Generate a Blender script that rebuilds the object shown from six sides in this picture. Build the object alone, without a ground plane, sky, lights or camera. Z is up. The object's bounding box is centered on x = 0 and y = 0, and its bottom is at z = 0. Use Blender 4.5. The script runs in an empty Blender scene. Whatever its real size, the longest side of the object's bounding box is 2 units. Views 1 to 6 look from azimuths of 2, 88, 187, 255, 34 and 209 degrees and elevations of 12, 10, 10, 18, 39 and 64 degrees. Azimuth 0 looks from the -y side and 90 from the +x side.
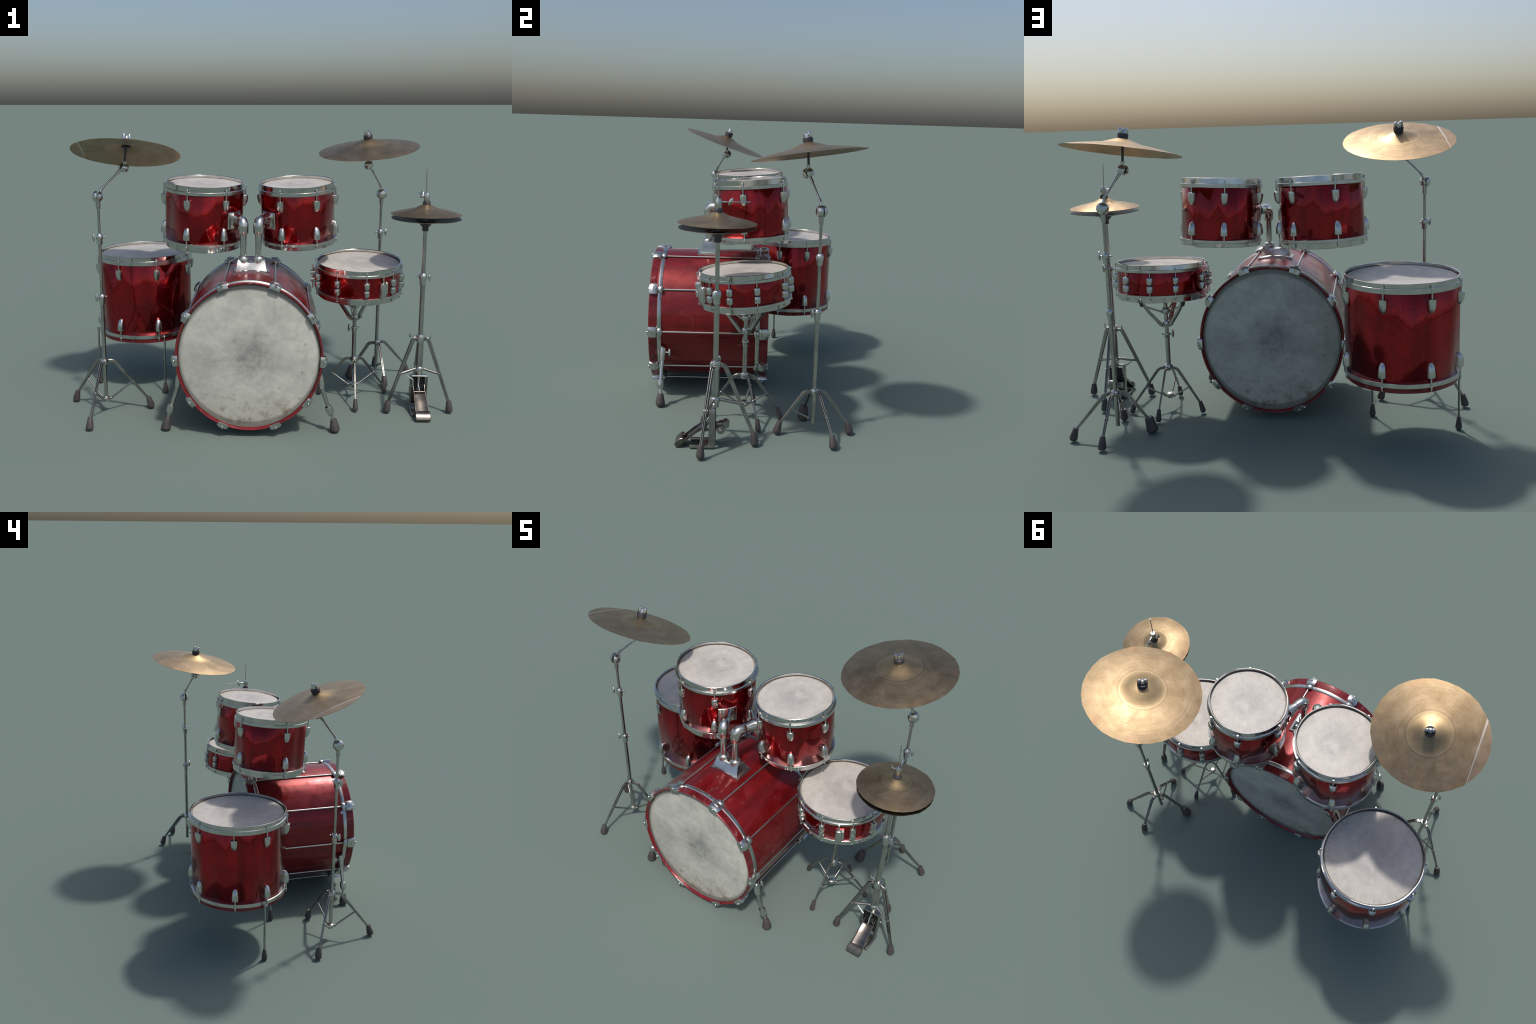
# A five-piece red-sparkle drum kit: bass drum with two rack toms, floor tom, snare drum on its
# stand, two cymbal stands and a hi-hat stand.  Metres, z up.
import bpy, bmesh, math, random
from mathutils import Vector as V, Matrix as M4

rng = random.Random(7)
PI = math.pi
I4 = M4.Identity(4)


# ------------------------------------------------------------------ geometry builder
class Geo:
    """Collects vertices and faces of one mesh."""

    def __init__(self):
        self.v, self.f, self.m, self.mi = [], [], [], 0

    def add(self, verts, faces, M=None):
        o = len(self.v)
        self.v += [tuple(M @ V(p)) if M is not None else tuple(p) for p in verts]
        self.f += [tuple(o + i for i in f) for f in faces]
        self.m += [self.mi] * len(faces)
        return self

    def lathe(self, prof, segs=32, M=None, sx=1.0, sy=1.0, closed=False):
        """Turns a profile of (radius, height) pairs round the z axis."""
        verts, faces, rows = [], [], []
        for r, z in prof:
            if r < 1e-6:
                rows.append([len(verts)])
                verts.append((0, 0, z))
            else:
                rows.append(list(range(len(verts), len(verts) + segs)))
                verts += [(r * sx * math.cos(2 * PI * k / segs), r * sy * math.sin(2 * PI * k / segs), z) for k in range(segs)]
        pairs = list(zip(rows, rows[1:])) + ([(rows[-1], rows[0])] if closed else [])
        for a, b in pairs:
            for k in range(segs):
                k2 = (k + 1) % segs
                if len(a) == 1 and len(b) == 1:
                    continue
                if len(a) == 1:
                    faces.append((a[0], b[k2], b[k]))
                elif len(b) == 1:
                    faces.append((a[k], a[k2], b[0]))
                else:
                    faces.append((a[k], a[k2], b[k2], b[k]))
        return self.add(verts, faces, M)

    def loft(self, rings, M=None, cap=True):
        """Joins equal rings of points one after the other."""
        n = len(rings[0])
        verts = [p for r in rings for p in r]
        faces = []
        for a in range(len(rings) - 1):
            for k in range(n):
                k2 = (k + 1) % n
                faces.append((a * n + k, a * n + k2, (a + 1) * n + k2, (a + 1) * n + k))
        if cap:
            faces.append(tuple(reversed(range(n))))
            faces.append(tuple((len(rings) - 1) * n + k for k in range(n)))
        return self.add(verts, faces, M)

    def tube(self, pts, r, segs=14, M=None):
        """A round bar along a path; r is one radius or one per point."""
        pts = [V(p) for p in pts]
        rs = r if isinstance(r, (list, tuple)) else [r] * len(pts)
        up, rings = None, []
        for i, p in enumerate(pts):
            t = (pts[min(i + 1, len(pts) - 1)] - pts[max(i - 1, 0)]).normalized()
            if up is None:
                up = t.orthogonal().normalized()
            up = (up - t * up.dot(t)).normalized()
            s = t.cross(up)
            rings.append([p + rs[i] * (math.cos(2 * PI * k / segs) * up + math.sin(2 * PI * k / segs) * s) for k in range(segs)])
        return self.loft(rings, M)

    def strip(self, pts, width, height, side, M=None):
        """A flat bar along a path; side is the direction of its width."""
        pts, side = [V(p) for p in pts], V(side).normalized()
        ws = width if isinstance(width, (list, tuple)) else [width] * len(pts)
        hs = height if isinstance(height, (list, tuple)) else [height] * len(pts)
        rings = []
        for i, p in enumerate(pts):
            t = (pts[min(i + 1, len(pts) - 1)] - pts[max(i - 1, 0)]).normalized()
            n = t.cross(side).normalized()
            w, h, c = ws[i] / 2, hs[i] / 2, min(ws[i], hs[i]) * 0.2
            rings.append([p + side * a + n * b for a, b in
                          ((-w + c, -h), (w - c, -h), (w, -h + c), (w, h - c), (w - c, h), (-w + c, h), (-w, h - c), (-w, -h + c))])
        return self.loft(rings, M)

    def box(self, size, M=None, bevel=0.002, segs=2):
        bm = bmesh.new()
        bmesh.ops.create_cube(bm, size=1.0)
        bmesh.ops.scale(bm, vec=V(size), verts=bm.verts)
        if bevel:
            bmesh.ops.bevel(bm, geom=bm.edges[:], offset=bevel, segments=segs, affect="EDGES", profile=0.5)
        bm.verts.index_update()
        self.add([v.co.copy() for v in bm.verts], [tuple(v.index for v in f.verts) for f in bm.faces], M)
        bm.free()
        return self

    def ball(self, c, r, M=None, segs=14, squash=(1, 1, 1)):
        n = segs // 2
        prof = [(r * math.sin(PI * k / n), -r * math.cos(PI * k / n)) for k in range(n + 1)]
        prof[0], prof[-1] = (0, -r), (0, r)
        L = M4.Translation(V(c)) @ M4.Diagonal((*squash, 1))
        return self.lathe(prof, segs, (M @ L) if M is not None else L)

    def mesh(self, name, angle=38):
        me = bpy.data.meshes.new(name)
        me.from_pydata(self.v, [], self.f)
        bm = bmesh.new()
        bm.from_mesh(me)
        bmesh.ops.recalc_face_normals(bm, faces=bm.faces)
        bm.to_mesh(me)
        bm.free()
        me.polygons.foreach_set("use_smooth", [True] * len(me.polygons))
        me.polygons.foreach_set("material_index", self.m)
        me.set_sharp_from_angle(angle=math.radians(angle))
        me.update()
        return me


def ring_noise(n, amp, seed):
    """A closed random curve round a circle, straight between n knots."""
    rr = random.Random(seed)
    k = [rr.uniform(-amp, amp) for _ in range(n)]

    def at(a):
        x = (a / (2 * PI) % 1.0) * n
        i = int(x)
        return k[i % n] * (1 - x + i) + k[(i + 1) % n] * (x - i)
    return at


def leaning_normal_shell(name, R, z0, z1, wall, segs, sy, seed, up, down, wav, knots=26):
    """Drum shell with custom normals baked in to draw sky and ground reflections: they lean up at the top edge, down at the
    bottom edge, and waver round the drum; the wall itself is straight."""
    g = Geo().lathe([(R, z0), (R, z1), (R - wall, z1), (R - wall, z0)], segs, None, 1, sy, True)
    me = g.mesh(name)
    az, tu, td = ring_noise(knots, wav, seed), ring_noise(knots, up * 0.42, seed + 1), ring_noise(knots, down * 0.35 + 0.02, seed + 2)
    az2 = ring_noise(knots, wav, seed + 3)
    normals = []
    for v in me.vertices:
        a = math.atan2(v.co.y / sy, v.co.x)
        outer = math.hypot(v.co.x, v.co.y / sy) > R - wall * 0.5
        if outer:
            t = (up + tu(a)) if abs(v.co.z - z0) < 1e-4 else -(down + td(a))
            b = a + (az(a) if abs(v.co.z - z0) < 1e-4 else az2(a))
            normals.append((math.cos(b) * math.cos(t), math.sin(b) * math.cos(t), math.sin(t)))
        else:
            normals.append((-math.cos(a), -math.sin(a), 0.0))
    me.normals_split_custom_set_from_vertices(normals)
    return me


WORLD = {}


def put(name, data, mats, parent=None, M=I4):
    """Links an object; M is its place in the world."""
    if isinstance(data, Geo):
        data = data.mesh(name)
    if data is not None and not data.materials:
        for m in (mats if isinstance(mats, (list, tuple)) else [mats]):
            data.materials.append(m)
    ob = bpy.data.objects.new(name, data)
    bpy.context.scene.collection.objects.link(ob)
    if parent is not None:
        ob.parent = parent
        ob.matrix_basis = WORLD[parent.name].inverted() @ M
    else:
        ob.matrix_basis = M
    WORLD[ob.name] = M.copy()
    return ob


def thing(name, base, label, category):
    e = put(name, None, None, None, M4.Translation(V(base)))
    e.empty_display_size = 0.1
    e["label"], e["category"] = label, category
    return e


def frame(c, n, xhint=(1, 0, 0)):
    """Matrix with its origin at c and its z axis along n."""
    n = V(n).normalized()
    x = V(xhint)
    x = (x - n * x.dot(n))
    x = x.normalized() if x.length > 1e-4 else n.orthogonal().normalized()
    y = n.cross(x)
    m = M4((x, y, n)).transposed().to_4x4()
    m.translation = V(c)
    return m


def rotz(a):
    return M4.Rotation(math.radians(a), 4, "Z")


# ------------------------------------------------------------------ materials
def new_mat(name):
    m = bpy.data.materials.new(name)
    m.use_nodes = True
    nt = m.node_tree
    return m, nt, nt.nodes["Principled BSDF"]


class NT:
    def __init__(self, nt):
        self.nt = nt
        self.co = nt.nodes.new("ShaderNodeTexCoord").outputs["Object"]

    def n(self, kind, **kw):
        x = self.nt.nodes.new(kind)
        for k, v in kw.items():
            setattr(x, k, v)
        return x

    def link(self, a, b):
        self.nt.links.new(a, b)

    def noise(self, scale, detail=4, rough=0.55, vec=None, dist=0.0):
        x = self.n("ShaderNodeTexNoise")
        x.inputs["Scale"].default_value, x.inputs["Detail"].default_value = scale, detail
        x.inputs["Roughness"].default_value, x.inputs["Distortion"].default_value = rough, dist
        self.link(vec or self.co, x.inputs["Vector"])
        return x.outputs["Fac"]

    def ramp(self, fac, *stops):
        x = self.n("ShaderNodeValToRGB")
        e = x.color_ramp.elements
        while len(e) < len(stops):
            e.new(0.5)
        for k, (p, c) in enumerate(stops):
            e[k].position = p
            e[k].color = (c, c, c, 1) if isinstance(c, (int, float)) else (*c, 1)
        self.link(fac, x.inputs["Fac"])
        return x.outputs["Color"]

    def mix(self, fac, a, b, mode="MIX"):
        x = self.n("ShaderNodeMix", data_type="RGBA", blend_type=mode)
        for sock, val in ((x.inputs["Factor"], fac), (x.inputs["A"], a), (x.inputs["B"], b)):
            if isinstance(val, (int, float)):
                sock.default_value = val
            elif isinstance(val, tuple):
                sock.default_value = (*val, 1)
            else:
                self.link(val, sock)
        return x.outputs["Result"]

    def math(self, op, a, b=0.0, clamp=False):
        x = self.n("ShaderNodeMath", operation=op, use_clamp=clamp)
        for sock, val in ((x.inputs[0], a), (x.inputs[1], b)):
            if isinstance(val, (int, float)):
                sock.default_value = val
            else:
                self.link(val, sock)
        return x.outputs[0]

    def mapping(self, scale=(1, 1, 1), loc=(0, 0, 0), rot=(0, 0, 0)):
        x = self.n("ShaderNodeMapping")
        x.inputs["Scale"].default_value, x.inputs["Location"].default_value, x.inputs["Rotation"].default_value = scale, loc, rot
        self.link(self.co, x.inputs["Vector"])
        return x.outputs["Vector"]

    def xyz(self, vec=None):
        x = self.n("ShaderNodeSeparateXYZ")
        self.link(vec or self.co, x.inputs[0])
        return x.outputs

    def radius(self):
        p = self.xyz()
        return self.math("SQRT", self.math("ADD", self.math("MULTIPLY", p[0], p[0]), self.math("MULTIPLY", p[1], p[1])))

    def bump(self, fac, strength, dist, bsdf):
        b = self.n("ShaderNodeBump")
        b.inputs["Strength"].default_value, b.inputs["Distance"].default_value = strength, dist
        self.link(fac, b.inputs["Height"])
        self.link(b.outputs["Normal"], bsdf.inputs["Normal"])


def chrome_mat(name, light, dark, rough, scale=40):
    m, nt, b = new_mat(name)
    t = NT(nt)
    f = t.noise(scale, 5, 0.6)
    b.inputs["Metallic"].default_value = 1.0
    t.link(t.ramp(f, (0.32, dark), (0.55, light)), b.inputs["Base Color"])
    t.link(t.ramp(t.noise(scale * 0.6, 3), (0.3, rough * 0.8), (0.7, rough * 1.3)), b.inputs["Roughness"])
    return m


CHROME = chrome_mat("polished_chrome", (0.64, 0.63, 0.60), (0.50, 0.49, 0.47), 0.10, 14)
SATIN = chrome_mat("worn_chrome", (0.62, 0.63, 0.60), (0.50, 0.51, 0.48), 0.26, 16)
MOUNT = chrome_mat("mount_chrome", (0.63, 0.63, 0.60), (0.50, 0.50, 0.475), 0.21, 18)
TUBE = chrome_mat("stand_chrome", (0.50, 0.49, 0.46), (0.38, 0.37, 0.35), 0.22, 18)
PEDAL = chrome_mat("pedal_steel", (0.20, 0.18, 0.16), (0.12, 0.105, 0.095), 0.25, 30)


def red_mat(name, bright, deep, metal=0.55, wear=0.0, coat=0.5, dull=1.0):
    m, nt, b = new_mat(name)
    t = NT(nt)
    flake = t.ramp(t.noise(230, 2, 0.6), (0.50, 0.0), (0.72, 1.0))
    cloud = t.ramp(t.noise(9, 4, 0.6), (0.35, 0.0), (0.65, 1.0))
    col = t.mix(cloud, deep, bright)
    col = t.mix(t.math("MULTIPLY", flake, 0.55 if metal > 0.7 else 0.25), col, (min(1, bright[0] * 2.3), bright[1] * 5, bright[2] * 4))
    # dark reflection streaks painted into the red, along the shell
    run = t.ramp(t.noise(1.0, 3, 0.55, t.mapping((17, 17, 1.1))), (0.46, 0.0), (0.62, 1.0))
    col = t.mix(t.math("MULTIPLY", run, 0.45), col, (deep[0] * 0.55, deep[1] * 0.6, deep[2] * 0.6))
    # fine scratches: thin cell borders of a stretched Voronoi pattern, kept in a few places only
    vo = t.n("ShaderNodeTexVoronoi", feature="DISTANCE_TO_EDGE")
    vo.inputs["Scale"].default_value = 7.0
    t.link(t.mapping((1.0, 1.0, 0.45), rot=(0.5, 0.3, 0.2)), vo.inputs["Vector"])
    line = t.ramp(vo.outputs["Distance"], (0.0, 1.0), (0.006, 0.0))
    keep = t.ramp(t.noise(6, 2), (0.60, 0.0), (0.66, 1.0))
    scratch = t.math("MULTIPLY", t.math("MULTIPLY", line, keep), 0.30)
    col = t.mix(scratch, col, (0.62, 0.20, 0.18))
    if wear:
        chip = t.ramp(t.noise(34, 6, 0.7), (0.60, 0.0), (0.68, 1.0))
        col = t.mix(t.math("MULTIPLY", chip, wear), col, (0.50, 0.26, 0.24))
    t.link(col, b.inputs["Base Color"])
    b.inputs["Metallic"].default_value = metal
    t.link(t.ramp(t.noise(16, 3), (0.35, 0.11 * dull), (0.7, 0.20 * dull)), b.inputs["Roughness"])
    t.bump(t.noise(1.0, 2, 0.45, t.mapping((13, 13, 1.6))), 0.30, 0.008, b)  # ripples the surface lengthwise so reflections break into streaks
    b.inputs["Coat Weight"].default_value = coat
    b.inputs["Coat Roughness"].default_value = 0.06
    return m


RED = red_mat("red_sparkle", (0.37, 0.0045, 0.009), (0.21, 0.002, 0.004), 0.90)  # base red lowered to match the shells' shaded sides
RED_BASS = red_mat("red_lacquer", (0.25, 0.007, 0.010), (0.16, 0.004, 0.006), 0.40, 0.0, 0.30, 2.4)
RED_HOOP = red_mat("red_hoop", (0.26, 0.012, 0.018), (0.14, 0.007, 0.010), 0.25, 0.5, 0.3, 1.8)


def head_mat(name, base, grime, R, bass=False):
    m, nt, b = new_mat(name)
    t = NT(nt)
    r = t.math("DIVIDE", t.radius(), R)
    wob = t.math("ADD", r, t.math("MULTIPLY", t.math("SUBTRACT", t.noise(9 / R * 0.22, 4, 0.6), 0.5), 0.85))
    if bass:
        smear = t.ramp(wob, (0.05, 1.0), (0.25, 0.55), (0.48, 0.0))
    else:  # a worn ring round the middle, paler inside
        smear = t.ramp(wob, (0.08, 0.35), (0.28, 1.0), (0.60, 0.0))
    fine = t.ramp(t.noise(26, 8, 0.66), (0.38, 0.0), (0.68, 1.0))
    grain = t.ramp(t.noise(150, 3, 0.7), (0.42, 0.0), (0.70, 1.0))
    col = t.mix(t.math("MULTIPLY", fine, 0.34), base, grime)
    col = t.mix(t.math("MULTIPLY", grain, 0.09), col, grime)
    rub = t.math("MULTIPLY", smear, t.math("ADD", 0.55, t.math("MULTIPLY", fine, 0.45)))
    col = t.mix(t.math("MULTIPLY", rub, 0.90 if bass else 0.70), col, grime)
    # broad dirty clouds
    cloud = t.ramp(t.noise(1.5 / R, 5, 0.6, dist=0.4), (0.42, 0.0), (0.70, 1.0))
    col = t.mix(t.math("MULTIPLY", cloud, 0.42 if bass else 0.38), col, grime)
    # small dark specks
    vo = t.n("ShaderNodeTexVoronoi", feature="F1")
    vo.inputs["Scale"].default_value = (13 if bass else 22)
    vo.inputs["Randomness"].default_value = 1.0
    t.link(t.mapping((1, 1, 0.0)), vo.inputs["Vector"])
    speck = t.ramp(t.math("ADD", vo.outputs["Distance"], t.math("MULTIPLY", t.noise(60, 2), 0.12)), (0.10, 1.0), (0.20, 0.0))
    pick = t.ramp(t.noise(7, 1), (0.42, 0.0), (0.52, 1.0))
    rim = t.ramp(r, (0.45, 0.15), (0.8, 1.0))
    speck = t.math("MULTIPLY", t.math("MULTIPLY", speck, pick), rim)
    col = t.mix(t.math("MULTIPLY", speck, 0.65), col, (0.15, 0.16, 0.11))
    if bass:
        p = t.xyz()
        low = t.ramp(t.math("ADD", t.math("MULTIPLY", p[1], -1.0), t.math("MULTIPLY", t.noise(16, 5, 0.7), 0.16)), (0.25, 0.0), (0.36, 1.0))
        col = t.mix(t.math("MULTIPLY", low, 0.35), col, (0.60, 0.56, 0.46))
        blot = t.ramp(t.noise(26, 5, 0.7), (0.50, 0.0), (0.68, 1.0))
        col = t.mix(t.math("MULTIPLY", t.math("MULTIPLY", low, blot), 0.85), col, (0.26, 0.18, 0.11))
        # hair-thin scratches
        v2 = t.n("ShaderNodeTexVoronoi", feature="DISTANCE_TO_EDGE")
        v2.inputs["Scale"].default_value = 5.0
        t.link(t.mapping((1, 0.6, 0), rot=(0, 0, 0.7)), v2.inputs["Vector"])
        ln = t.math("MULTIPLY", t.ramp(v2.outputs["Distance"], (0.0, 1.0), (0.010, 0.0)), t.ramp(t.noise(5, 2), (0.55, 0.0), (0.62, 1.0)))
        col = t.mix(t.math("MULTIPLY", ln, 0.4), col, (0.22, 0.20, 0.15))
    if not bass:  # stick wear: short strokes that run in from the rim
        p = t.xyz()
        cm = t.n("ShaderNodeCombineXYZ")
        t.link(t.math("MULTIPLY", t.math("ABSOLUTE", t.math("ARCTAN2", p[1], p[0])), 22.0), cm.inputs[0])
        t.link(t.math("MULTIPLY", r, 3.5), cm.inputs[1])
        ray = t.math("MULTIPLY", t.ramp(t.noise(1.0, 3, 0.6, cm.outputs[0]), (0.54, 0.0), (0.68, 1.0)), t.ramp(r, (0.62, 0.0), (0.88, 1.0)))
        col = t.mix(t.math("MULTIPLY", ray, 0.40), col, (0.27, 0.24, 0.20))
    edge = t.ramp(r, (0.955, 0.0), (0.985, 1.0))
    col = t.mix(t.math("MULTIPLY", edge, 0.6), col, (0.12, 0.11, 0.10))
    t.link(col, b.inputs["Base Color"])
    b.inputs["Roughness"].default_value = 0.42
    b.inputs["Specular IOR Level"].default_value = 0.22
    t.bump(t.noise(90, 4), 0.10, 0.002, b)
    return m


def bronze_mat(name, R, slit=False):
    m, nt, b = new_mat(name)
    t = NT(nt)
    r = t.radius()
    groove = t.n("ShaderNodeTexNoise", noise_dimensions="1D")
    groove.inputs["Scale"].default_value, groove.inputs["Detail"].default_value = 260.0, 3.0
    t.link(r, groove.inputs["W"])
    fine = groove.outputs["Fac"]
    col = t.ramp(t.noise(11, 6, 0.68, dist=0.5), (0.36, (0.300, 0.218, 0.127)), (0.64, (0.43, 0.325, 0.205)))
    col = t.mix(t.ramp(fine, (0.35, 0.35), (0.6, 0.0)), col, (0.25, 0.18, 0.10))
    # streaks that run round the disc
    p = t.xyz()
    ang = t.math("ARCTAN2", p[1], p[0])
    cmb = t.n("ShaderNodeCombineXYZ")
    t.link(t.math("MULTIPLY", r, 90.0), cmb.inputs[0])
    t.link(t.math("MULTIPLY", t.math("ABSOLUTE", ang), 2.5), cmb.inputs[1])
    st = t.noise(1.0, 3, 0.6, cmb.outputs[0])
    col = t.mix(t.ramp(st, (0.50, 0.0), (0.72, 0.38)), col, (0.23, 0.15, 0.08))
    inner = t.ramp(t.math("DIVIDE", r, R), (0.345, 0.40), (0.40, 0.0))
    col = t.mix(inner, col, (0.46, 0.335, 0.175))
    # paler ring where the bell meets the bow, darker line beside it
    bell = t.math("ABSOLUTE", t.math("SUBTRACT", r, 0.385 * R))
    col = t.mix(t.ramp(bell, (0.0, 0.35), (0.006, 0.0)), col, (0.60, 0.48, 0.31))
    groove2 = t.math("ABSOLUTE", t.math("SUBTRACT", r, 0.405 * R))
    col = t.mix(t.ramp(groove2, (0.0, 0.5), (0.005, 0.0)), col, (0.20, 0.14, 0.075))
    # patina on the rim
    rim = t.math("MULTIPLY", t.ramp(t.math("DIVIDE", r, R), (0.86, 0.0), (0.98, 1.0)), t.ramp(t.noise(14, 3), (0.48, 0.0), (0.62, 0.55)))
    pat = t.ramp(t.noise(30, 3), (0.42, (0.42, 0.36, 0.16)), (0.56, (0.52, 0.26, 0.17)))
    col = t.mix(rim, col, pat)
    if slit:  # a bright dent line across one side, ruddier metal beyond it
        d = t.math("ADD", t.math("MULTIPLY", p[0], -0.951), t.math("MULTIPLY", p[1], -0.308))
        beyond = t.ramp(d, (0.2150, 0.0), (0.2165, 1.0))
        col = t.mix(t.math("MULTIPLY", beyond, 0.35), col, (0.42, 0.30, 0.22))
        wide = t.math("ADD", 0.0022, t.math("MULTIPLY", t.math("SUBTRACT", 0.02, p[1]), 0.012))
        ln = t.math("LESS_THAN", t.math("ABSOLUTE", t.math("SUBTRACT", d, 0.2145)), wide)
        col = t.mix(t.math("MULTIPLY", ln, 0.65), col, (0.75, 0.72, 0.66))
    t.link(col, b.inputs["Base Color"])
    b.inputs["Metallic"].default_value = 0.97
    t.link(t.ramp(t.noise(18, 3), (0.3, 0.40), (0.7, 0.50)), b.inputs["Roughness"])
    t.bump(fine, 0.12, 0.0006, b)
    return m


def plain_mat(name, a, c, rough, metal=0.0, scale=50):
    m, nt, b = new_mat(name)
    t = NT(nt)
    t.link(t.ramp(t.noise(scale, 4), (0.3, a), (0.7, c)), b.inputs["Base Color"])
    b.inputs["Roughness"].default_value = rough
    b.inputs["Metallic"].default_value = metal
    return m


BRONZE = bronze_mat("bronze", 0.271)
BRONZE_SLIT = bronze_mat("dented_bronze", 0.262, True)
BRONZE_HAT = bronze_mat("hi_hat_bronze", 0.174)
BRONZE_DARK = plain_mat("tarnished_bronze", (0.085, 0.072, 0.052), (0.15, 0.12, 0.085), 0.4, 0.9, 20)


RUBBER = plain_mat("rubber", (0.050, 0.042, 0.042), (0.085, 0.068, 0.066), 0.5)
FELT = plain_mat("felt_sleeve", (0.045, 0.045, 0.055), (0.075, 0.07, 0.08), 0.4, 0.3)
LEG = chrome_mat("leg_chrome", (0.36, 0.35, 0.325), (0.26, 0.25, 0.235), 0.32, 18)  # darker than stand_chrome, to tone down sun glare on the legs
ROD = plain_mat("rod_steel", (0.56, 0.56, 0.53), (0.64, 0.63, 0.60), 0.30, 1.0, 6)
BEAD = plain_mat("dull_bead", (0.16, 0.15, 0.13), (0.26, 0.25, 0.22), 0.4, 0.5)
BLACK = plain_mat("black_plate", (0.010, 0.010, 0.010), (0.018, 0.017, 0.016), 0.6)

HEADS = {}


def head(R, bass=False):
    key = (round(R, 3), bass)
    if key not in HEADS:
        base, grime = ((0.58, 0.575, 0.51), (0.20, 0.20, 0.185)) if bass else ((0.60, 0.56, 0.505), (0.32, 0.30, 0.28))
        HEADS[key] = head_mat("drumhead_skin", base, grime, R, bass)
    return HEADS[key]


# ------------------------------------------------------------------ drum parts
def half_oval(w, d, z, n=12):
    """Cross-section of a lug: flat on the shell (x = 0), bulging out along +x."""
    ring = [(0, -w, z)]
    for k in range(n + 1):
        a = -PI / 2 + PI * k / n
        ca, sa = math.cos(a), math.sin(a)
        ring.append((0.004 + (d - 0.004) * abs(ca) ** 0.7, w * (abs(sa) ** 0.8) * (1 if sa > 0 else -1), z))
    ring.append((0, w, z))
    return ring


def lug_mesh(length, rod, down=True):
    """A bullet-shaped lug hanging from its top plane, with its tension rod; local x points outwards."""
    s = 1 if down else -1
    g = Geo()
    shape = ((0.0, 0.0155, 0.020), (0.03, 0.0172, 0.0235), (0.22, 0.0178, 0.0250), (0.55, 0.0165, 0.0225), (0.80, 0.0135, 0.0170), (0.94, 0.0095, 0.0110), (1.0, 0.0055, 0.0065))
    g.loft([half_oval(w, d, -s * q * length) for q, w, d in shape])
    g.tube([(0.0095, 0, -s * 0.004), (0.0095, 0, s * rod)], 0.0036, 10)
    g.lathe([(0, 0.0), (0.005, 0.0), (0.005, 0.008), (0.0035, 0.010), (0, 0.010)], 10, M4.Translation((0.0095, 0, s * (rod - 0.012))))
    g.box((0.014, 0.011, 0.005), M4.Translation((0.006, 0, s * (rod - 0.016))), 0.001)
    return g


def hoop_geo(R, flange, depth, top=True, segs=80, seed=1):
    """Triple-flanged hoop: top edge at z=0, flange between the two heights given; knocked a little out of true."""
    a, c = flange
    s = 1 if top else -1
    g = Geo()
    hi, lo, ed, fl = ring_noise(22, 0.0026, seed), ring_noise(18, 0.0020, seed + 1), ring_noise(26, 0.0009, seed + 2), ring_noise(24, 0.0012, seed + 3)

    def dent(start):
        for k in range(start, len(g.v)):
            x, y, z = g.v[k]
            t = math.atan2(y, x)
            r = math.hypot(x, y)
            q = min(1.0, abs(z) / a)
            d = hi(t) * (1 - q) + lo(t) * q if r < R + 0.002 else fl(t)
            if r < R - 0.007:
                d = 0.0
            g.v[k] = (x * (1 + d / r), y * (1 + d / r), z + (ed(t) if q < 0.2 else fl(t) * 0.6 if r > R + 0.002 else 0.0))

    prof = [(R - 0.0062, -0.0015), (R - 0.005, 0.0), (R - 0.0018, 0.0006), (R, -0.001), (R + 0.0003, -a + 0.001)]
    g.lathe([(r, s * z) for r, z in prof], segs)
    g.mi = 1
    g.lathe([(r, s * z) for r, z in [(R + 0.0003, -a + 0.001), (R + 0.0055, -a), (R + 0.0065, -a - 0.001), (R + 0.0065, -c + 0.001), (R + 0.0052, -c), (R - 0.008, -c)]], segs)
    g.mi = 0
    g.lathe([(r, s * z) for r, z in [(R - 0.008, -c), (R - 0.0065, -c), (R - 0.0062, -0.0015)]], segs)
    dent(0)
    return g


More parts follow.
